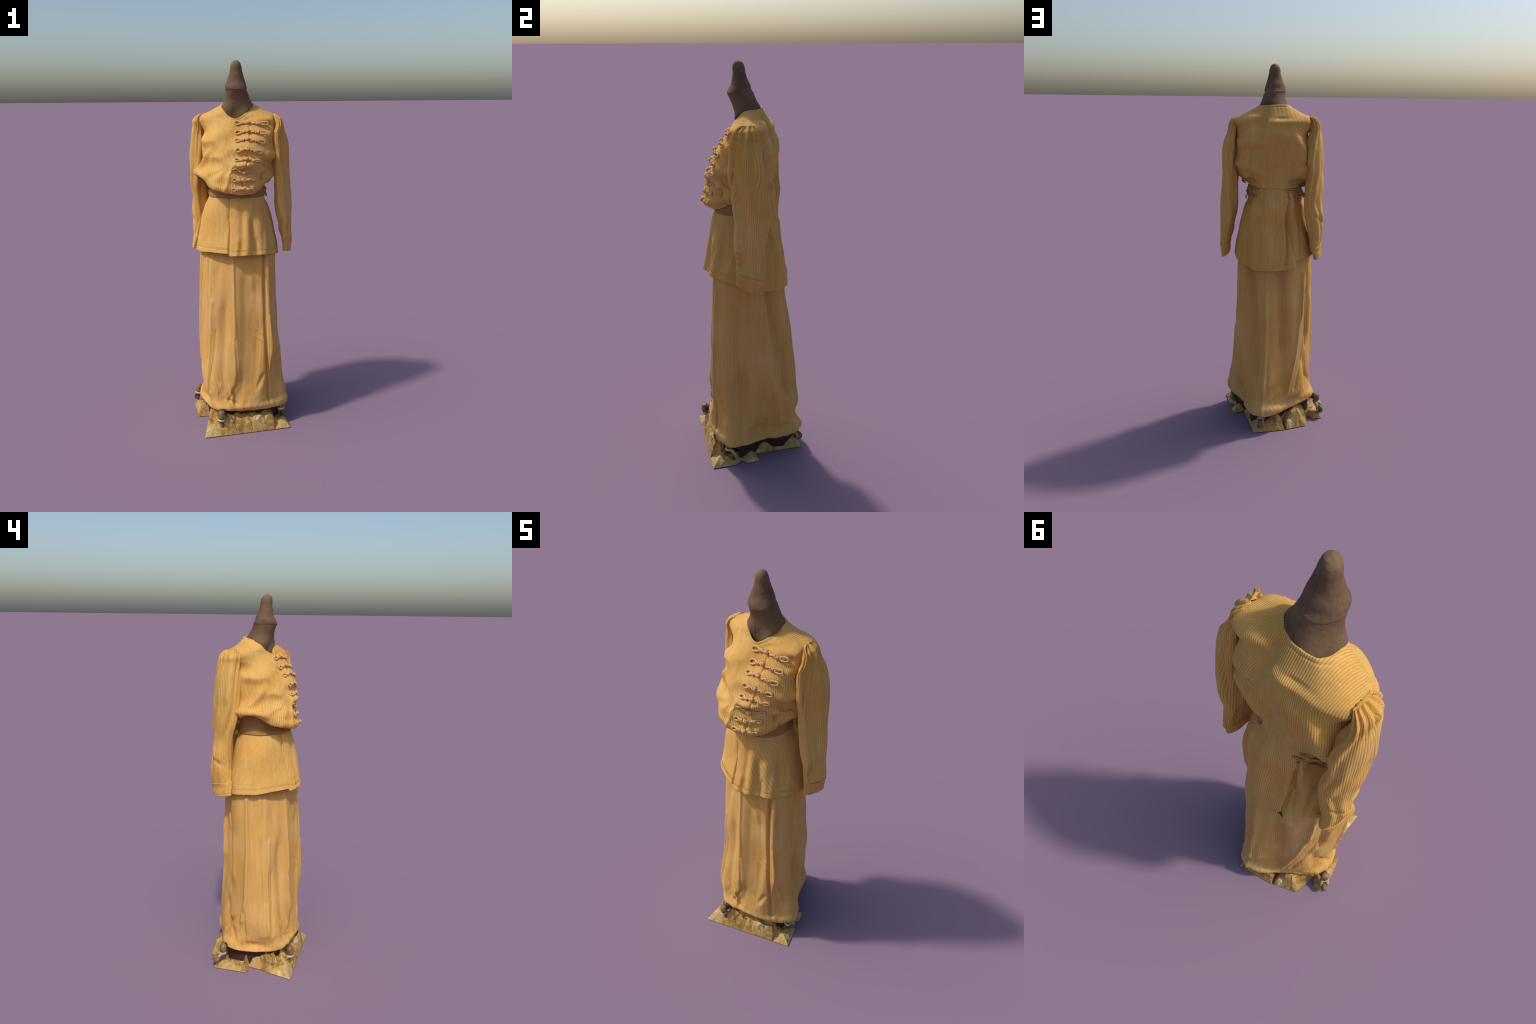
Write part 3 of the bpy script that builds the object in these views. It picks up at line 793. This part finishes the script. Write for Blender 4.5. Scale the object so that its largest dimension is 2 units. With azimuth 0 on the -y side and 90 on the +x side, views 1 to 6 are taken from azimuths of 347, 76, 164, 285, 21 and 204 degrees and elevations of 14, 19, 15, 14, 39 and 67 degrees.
# ------------------------------------------------------------------ neck of the dress form
def build_neck():
    C, R = 260, 150
    th = np.arange(C) * 360.0 / C
    t = np.linspace(0, 1, R)
    zr = 1.66 + (2.0 - 1.66) * (1 - (1 - t) ** 1.5)
    Z = np.broadcast_to(zr[:, None], (R, C)); TH = np.broadcast_to(th, Z.shape)
    P = section(NECK, TH, Z)
    # keep the lower neck inside the garment
    cb = np.array([-0.018, 0.010])
    d = P[..., :2] - cb; az = np.degrees(np.arctan2(d[..., 1], d[..., 0])); rad = np.hypot(d[..., 0], d[..., 1])
    rn = periodic([(a, math.hypot(p[0] + 0.018, p[1] - 0.010)) for a, p in zip(_az, NECK_EDGE)], az)
    lim = rn - 0.004 - 0.25 * np.maximum(periodic(NECKLINE, az) - Z, 0) + 10 * np.maximum(Z - periodic(NECKLINE, az) - 0.004, 0)
    f = np.minimum(1, np.maximum(lim, 0.03) / rad)
    P[..., :2] = cb + d * f[..., None]
    h = 0.0012 * value_noise(P.reshape(-1, 3), 51, 0.03).reshape(Z.shape) + 0.0006 * value_noise(P.reshape(-1, 3), 52, 0.009).reshape(Z.shape)
    for az in (62, 160, -118, -28):                                 # panel seams
        h -= (0.0016 if az == 62 else 0.0007) * np.exp(-(wrap(TH - az) / 1.6) ** 2) * smoothstep(1.995, 1.97, Z)
    h -= 0.0012 * np.exp(-((Z - 1.851) / 0.002) ** 2)                # stitched ledge
    h += 0.0010 * np.exp(-((Z - 1.860) / 0.003) ** 2)
    P = displace(P, h)
    return grid_object('neck', P, mat_form, root, close_top=True, close_bottom=True)
neck = build_neck()

# ------------------------------------------------------------------ frog closures
FROGS = [  # outer loop end on the wearer's right, knot, outer loop end on the wearer's left
    ((-0.052, -0.084, 1.689), (0.024, -0.101, 1.687), (0.120, -0.110, 1.686)),
    ((-0.053, -0.108, 1.642), (0.018, -0.131, 1.646), (0.104, -0.132, 1.639)),
    ((-0.058, -0.130, 1.603), (0.009, -0.157, 1.606), (0.092, -0.153, 1.592)),
    ((-0.060, -0.160, 1.558), (-0.001, -0.179, 1.559), (0.077, -0.174, 1.548)),
    ((-0.070, -0.173, 1.511), (-0.010, -0.191, 1.505), (0.063, -0.172, 1.501)),
    ((-0.081, -0.191, 1.461), (-0.023, -0.191, 1.444), (0.047, -0.177, 1.455)),
    ((-0.088, -0.198, 1.412), (-0.033, -0.205, 1.404), (0.036, -0.183, 1.407)),
    ((-0.095, -0.209, 1.362), (-0.036, -0.220, 1.362), (0.023, -0.202, 1.358)),
]

def bodice_surface(p):
    """Outward distance and normal of the smooth bodice near p (horizontal)."""
    z = np.array([p[2]])
    T = np.array(BODICE); c = smooth_interp(T[:, 0], T[:, 1:], z)[0]
    a = math.degrees(math.atan2(p[1] - c[1], p[0] - c[0]))
    q = section(BODICE, np.array([a]), z)[0]
    qa = section(BODICE, np.array([a + 2]), z)[0]; qz = section(BODICE, np.array([a]), z + 0.01)[0]
    n = np.cross(qa - q, qz - q); n /= np.linalg.norm(n)
    return q, n

def build_frog(i, L, K, R_):
    L, K, R_ = map(np.array, (L, K, R_))
    parts = []
    size = 1.0 - 0.05 * i
    def side(end, sgn, loop_len, loop_h, r, seed):
        d = end - K; ln = np.linalg.norm(d); d = d / ln
        _, n = bodice_surface((end + K) / 2)
        n = n - d * (n @ d); n /= np.linalg.norm(n)
        up = np.cross(n, d) * sgn
        if up[2] < 0: up = -up
        rg = random.Random(seed)
        k0 = ln - loop_len                                     # where the loop starts
        put = lambda x, y, o: place(K + d * x + up * y, o)
        def place(p, o):
            q, nn = bodice_surface(p)
            base = q + nn * o
            return base if np.linalg.norm(base - p) < 0.03 else p + n * o * 0.3
        m = 30
        sag = rg.uniform(-0.006, 0.0)
        for t in (0,):
            path = []
            for j in range(m):                                  # teardrop loop
                f = 2 * math.pi * j / m
                x = k0 + loop_len * (0.5 - 0.5 * math.cos(f))
                y = loop_h * math.sin(f) * (0.35 + 0.65 * (0.5 - 0.5 * math.cos(f)) ** 0.6) + sag
                path.append(put(x, y, 0.0035 + 0.0012 * math.sin(3 * f)))
            parts.append(tube(path, r, 8, closed=True))
        # two twisted strands from the knot to the loop
        m = 26
        for ph in (0, math.pi):
            path = []
            for j in range(m):
                f = j / (m - 1)
                tw = ph + f * math.pi * 2.6
                x = 0.004 + (k0 + 0.006) * f
                y = 0.0030 * math.sin(tw) + sag * f + 0.002 * math.sin(f * 5 + seed)
                path.append(put(x, y, 0.0048 + 0.0026 * math.cos(tw)))
            parts.append(tube(path, r * 0.95, 7))
        # cord wrapped round the neck of the loop
        for w in range(3):
            cx = k0 * (0.72 + 0.13 * w)
            ring = []
            for j in range(12):
                f = 2 * math.pi * j / 12
                ring.append(put(cx, sag * 0.8 + 0.0062 * math.sin(f), 0.0055 + 0.0036 * math.cos(f)))
            parts.append(tube(ring, r * 0.75, 6, closed=True))
    lL = np.linalg.norm(L - K); lR = np.linalg.norm(R_ - K)
    side(L, -1, lL * 0.52, 0.0128 * size, 0.0037, 10 + i)
    side(R_, 1, lR * 0.46, 0.0118 * size * (0.75 if i > 3 else 1), 0.0036, 40 + i)
    if i == 0:                                                   # loose end hanging from the first knot
        pts = [K + [0, 0, -0.004], K + [0.002, -0.004, -0.012], K + [0.010, -0.006, -0.020], K + [0.018, -0.005, -0.026], K + [0.020, -0.003, -0.014], K + [0.010, -0.004, -0.006]]
        parts.append(tube(spline(pts, 24), 0.0022, 7))
    V, F = join_parts(parts)
    ob = new_object('frog_closure', V, F, mat_cord, bodice)
    q, n = bodice_surface(K)
    kc = q + n * 0.0105
    parts = [blob(kc, (0.0100, 0.0092, 0.0088), n=10, seed=i, rough=0.25)]
    for a in (0.3, 1.4):                                         # turns of the knot
        ring = []
        t1 = np.cross(n, [math.sin(a), 0, math.cos(a)]); t1 /= np.linalg.norm(t1)
        t2 = np.cross(n, t1) * 0.5 + n * 0.86
        for j in range(16):
            f = 2 * math.pi * j / 16
            ring.append(kc + 0.0096 * (math.cos(f) * t1 + math.sin(f) * t2))
        parts.append(tube(ring, 0.0021, 6, closed=True))
    V, F = join_parts(parts)
    new_object('toggle_knot', V, F, mat_cord, bodice)
for i, f in enumerate(FROGS):
    build_frog(i, *f)

# ------------------------------------------------------------------ waist ties at the back
def on_waist(az, z, out):
    tab = PEPLUM
    P = section(tab, np.array([az]), np.array([z]))[0]
    if z > 1.36:
        Pb = section(BODICE, np.array([az]), np.array([z]))[0]
        P = Pb if np.hypot(*(Pb[:2] + [0.02, 0.0])) > np.hypot(*(P[:2] + [0.02, 0.0])) else P
    d = P - np.array([-0.022, -0.004, z]); d[2] = 0; d /= np.linalg.norm(d)
    return P + d * out

def build_tie(name, runs, r):
    parts = []
    for pts in runs:
        path = spline([on_waist(*p) for p in pts], 22)
        parts.append(tube(path, r, 8))
    V, F = join_parts(parts)
    return new_object(name, V, F, mat_cord_dark, root)
mat_cord_dark = simple('tie_cord', srgb(166, 126, 82), srgb(196, 154, 104), 90, 0.85, 0.15)
for side_sgn, az0, az1 in ((1, 4, 33), (-1, 126, 100)):
    for z in (1.397, 1.352, 1.318):
        w = az1 - az0
        build_tie('waist_tie', [
            [(az0, z - 0.002, 0.008), (az0 + 0.3 * w, z + 0.002, 0.009), (az0 + 0.7 * w, z + 0.001, 0.009), (az1, z, 0.006), (az1 + 0.03 * w, z - 0.005, 0.006),
             (az0 + 0.7 * w, z - 0.007, 0.009), (az0 + 0.3 * w, z - 0.008, 0.009), (az0, z - 0.008, 0.008)],
            [(az0 + 0.1 * w, z - 0.004, 0.010), (az0 - 0.15 * w, z - 0.010, 0.014), (az0 - 0.22 * w, z - 0.020, 0.016), (az0 - 0.12 * w, z - 0.026, 0.012)]], 0.0036)
# knotted bundle and a curled loose end on the wearer's right
V, F = join_parts([blob(on_waist(136, 1.372, 0.014), (0.012, 0.012, 0.014), n=10, seed=3, rough=0.4), blob(on_waist(138, 1.330, 0.012), (0.012, 0.011, 0.016), n=10, seed=5, rough=0.4),
                   blob(on_waist(146, 1.312, 0.018), (0.009, 0.009, 0.014), n=10, seed=8, rough=0.4)])
new_object('tie_knot', V, F, mat_cord_dark, root)
build_tie('tie_end', [[(136, 1.385, 0.012), (142, 1.396, 0.030), (147, 1.392, 0.042), (148, 1.378, 0.046), (146, 1.368, 0.042)]], 0.0035)

# ------------------------------------------------------------------ stand: board and castors
def build_board():
    th = np.arange(120) * 3.0
    rows = []
    for z, f in ((0.012, 0.83), (0.016, 0.845), (0.128, 0.845), (0.132, 0.83)):
        P = section(SKIRT, th, np.full(len(th), 0.115))
        c = np.array([-0.018, 0.0, 0.115])
        P = c + (P - c) * f; P[:, 2] = z
        rows.append(P)
    return grid_object('stand_board', np.array(rows), mat_board, root, close_top=True, close_bottom=True)
board = build_board()

def lathe(profile, centre, axis=(0, 0, 1), n=24):
    axis = np.array(axis, float); axis /= np.linalg.norm(axis)
    u = np.cross(axis, [0.3, 0.9, 0.1]); u /= np.linalg.norm(u); v = np.cross(axis, u)
    a = np.linspace(0, 2 * np.pi, n, endpoint=False)
    return np.array([np.asarray(centre) + axis * h + r * (np.cos(a)[:, None] * u + np.sin(a)[:, None] * v) for r, h in profile])

def build_caster(top, foot, wheel_axis):
    top = np.array(top); foot = np.array(foot)
    ca = bpy.data.objects.new('caster', None); scene.collection.objects.link(ca); ca.parent = root
    grid_object('caster_housing', lathe([(0.013, -0.026), (0.0175, -0.022), (0.0188, -0.008), (0.0188, 0.008), (0.0165, 0.017), (0.010, 0.022), (0.003, 0.0235)], top),
                mat_ball, ca, close_top=True, close_bottom=True)
    grid_object('caster_collar', lathe([(0.012, -0.036), (0.0175, -0.035), (0.0195, -0.031), (0.0185, -0.0265), (0.013, -0.0245)], top), mat_collar, ca, close_top=True, close_bottom=True)
    wa = np.array(wheel_axis, float); wa /= np.linalg.norm(wa)
    grid_object('caster_wheel', lathe([(0.008, -0.010), (0.019, -0.010), (0.0235, -0.006), (0.0245, 0), (0.0235, 0.006), (0.019, 0.010), (0.008, 0.010)], foot, wa, 28),
                mat_wheel, ca, close_top=True, close_bottom=True)
    parts = []
    for s in (-1, 1):
        parts.append(tube(spline([top + [0, 0, -0.030] + wa * 0.010 * s, (top + foot) / 2 + wa * 0.0135 * s + [0, 0, -0.004], foot + wa * 0.0145 * s, foot + wa * 0.0145 * s + (foot - top) * 0.12], 12),
                          np.array([0.010, 0.010, 0.0095, 0.009, 0.0085, 0.008, 0.008, 0.0075, 0.007, 0.007, 0.006, 0.004]), 8))
    V, F = join_parts(parts)
    new_object('caster_fork', V, F, mat_fork, ca)
    # arm back to the board
    c = np.array([-0.03, 0.01, 0.12]); d = c - top; d[2] = 0; d /= np.linalg.norm(d)
    V, F = tube(spline([top + [0, 0, 0.002], top + d * 0.05 + [0, 0, 0.004], top + d * 0.12 + [0, 0, 0.006]], 8), 0.018, 10)
    new_object('caster_arm', V, F, mat_board, ca)

build_caster((-0.176, -0.228, 0.118), (-0.170, -0.206, 0.046), (0.93, -0.2, 0))
build_caster((-0.250, 0.135, 0.118), (-0.262, 0.165, 0.053), (0.85, 0.45, 0))
build_caster((0.180, -0.160, 0.112), (0.194, -0.132, 0.044), (0.9, 0.3, 0))
build_caster((0.105, 0.215, 0.108), (0.117, 0.235, 0.048), (0.85, -0.4, 0))

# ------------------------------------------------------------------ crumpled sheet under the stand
OUTLINE = [(-0.272, -0.248), (-0.150, -0.247), (0.092, -0.247), (0.216, -0.248), (0.214, -0.126), (0.189, -0.097), (0.216, -0.062), (0.214, -0.005), (0.152, -0.012),
           (0.152, 0.239), (-0.022, 0.253), (-0.028, 0.205), (-0.034, 0.250), (-0.150, 0.239), (-0.168, 0.195), (-0.196, 0.130), (-0.215, 0.178), (-0.272, 0.179), (-0.272, -0.003),
           (-0.213, -0.006), (-0.222, -0.075), (-0.242, -0.127)]

def build_sheet():
    O = np.array(OUTLINE); n = len(O)
    def inside(p):
        x, y = p; c = False
        for i in range(n):
            (x0, y0), (x1, y1) = O[i], O[(i + 1) % n]
            if (y0 > y) != (y1 > y) and x < (x1 - x0) * (y - y0) / (y1 - y0) + x0: c = not c
        return c
    def edge_dist(p):
        best = 9
        for i in range(n):
            a, b = O[i], O[(i + 1) % n]; e = b - a
            t = np.clip(((p - a) @ e) / (e @ e), 0, 1); best = min(best, np.linalg.norm(p - a - t * e))
        return best
    pts, rim = [], []
    for i in range(n):
        a, b = O[i], O[(i + 1) % n]; k = max(1, int(np.linalg.norm(b - a) / 0.028))
        for j in range(k):
            pts.append(a + (b - a) * j / k); rim.append(True)
    nrim = len(pts)
    g = 0.0135
    for ix in range(-24, 24):
        for iy in range(-24, 24):
            p = np.array([ix * g + (iy % 2) * g / 2, iy * g * 0.9]) + rng.uniform(-0.3, 0.3, 2) * g
            if inside(p) and edge_dist(p) > 0.008: pts.append(p); rim.append(False)
    pts = np.array(pts)
    from mathutils import Vector
    from mathutils.geometry import delaunay_2d_cdt
    edges = [(i, (i + 1) % nrim) for i in range(nrim)]
    v2, e2, f2, *_ = delaunay_2d_cdt([Vector(p) for p in pts], edges, [list(range(nrim))], 1, 1e-6)
    V = []
    for v in v2:
        p = np.array(v); d = edge_dist(p)
        cap = 0.095
        if p[0] > 0.05 and p[1] > -0.06: cap = 0.045 + 0.04 * smoothstep(0.19, 0.23, p[1])
        if p[0] < -0.19 and p[1] > 0.02: cap = 0.030
        if p[0] > 0.12 and p[1] < 0: cap = 0.045; slope_corner = True
        else: slope_corner = False
        slope = 3.6 if p[1] < -0.17 and p[0] > -0.14 else (4.0 if p[0] < -0.12 and p[1] < 0.1 else (1.8 if p[1] > 0.15 else 1.4))
        if p[0] < -0.15 and p[1] < -0.14: slope = 0.9
        if slope_corner: slope = 0.9
        q = np.array([[p[0], p[1], 0.5]])
        w = 0.7 * float(value_noise(q, 77, 0.05)[0]) + 0.5 * float(value_noise(q, 78, 0.02)[0]) + rng.uniform(-0.15, 0.15)
        z = cap * (1 + 0.2 * w) * (1 - math.exp(-1.7 * slope * d * (1 + 0.5 * w) / cap)) + (0.004 * w * min(1, d / 0.03))
        if d < 1e-4:
            z = 0.0
        V.append((p[0], p[1], max(z, 0.0)))
    V = np.array(V); m = len(V)
    # arched front lip lifts off the ground between the casters
    F = [tuple(f) for f in f2]
    Vb = V.copy(); Vb[:, 2] = np.minimum(V[:, 2] - 0.0, 0.0)
    ob = new_object('crumpled_sheet', V, F, mat_sheet, root, smooth=False)
    me = ob.data
    import bmesh
    bm = bmesh.new(); bm.from_mesh(me)
    bmesh.ops.recalc_face_normals(bm, faces=bm.faces)
    if sum(f.normal.z for f in bm.faces) < 0: bmesh.ops.reverse_faces(bm, faces=bm.faces)
    bm.to_mesh(me); bm.free()
    sol = ob.modifiers.new('thickness', 'SOLIDIFY'); sol.thickness = 0.002; sol.offset = 1.0
    return ob
sheet = build_sheet()
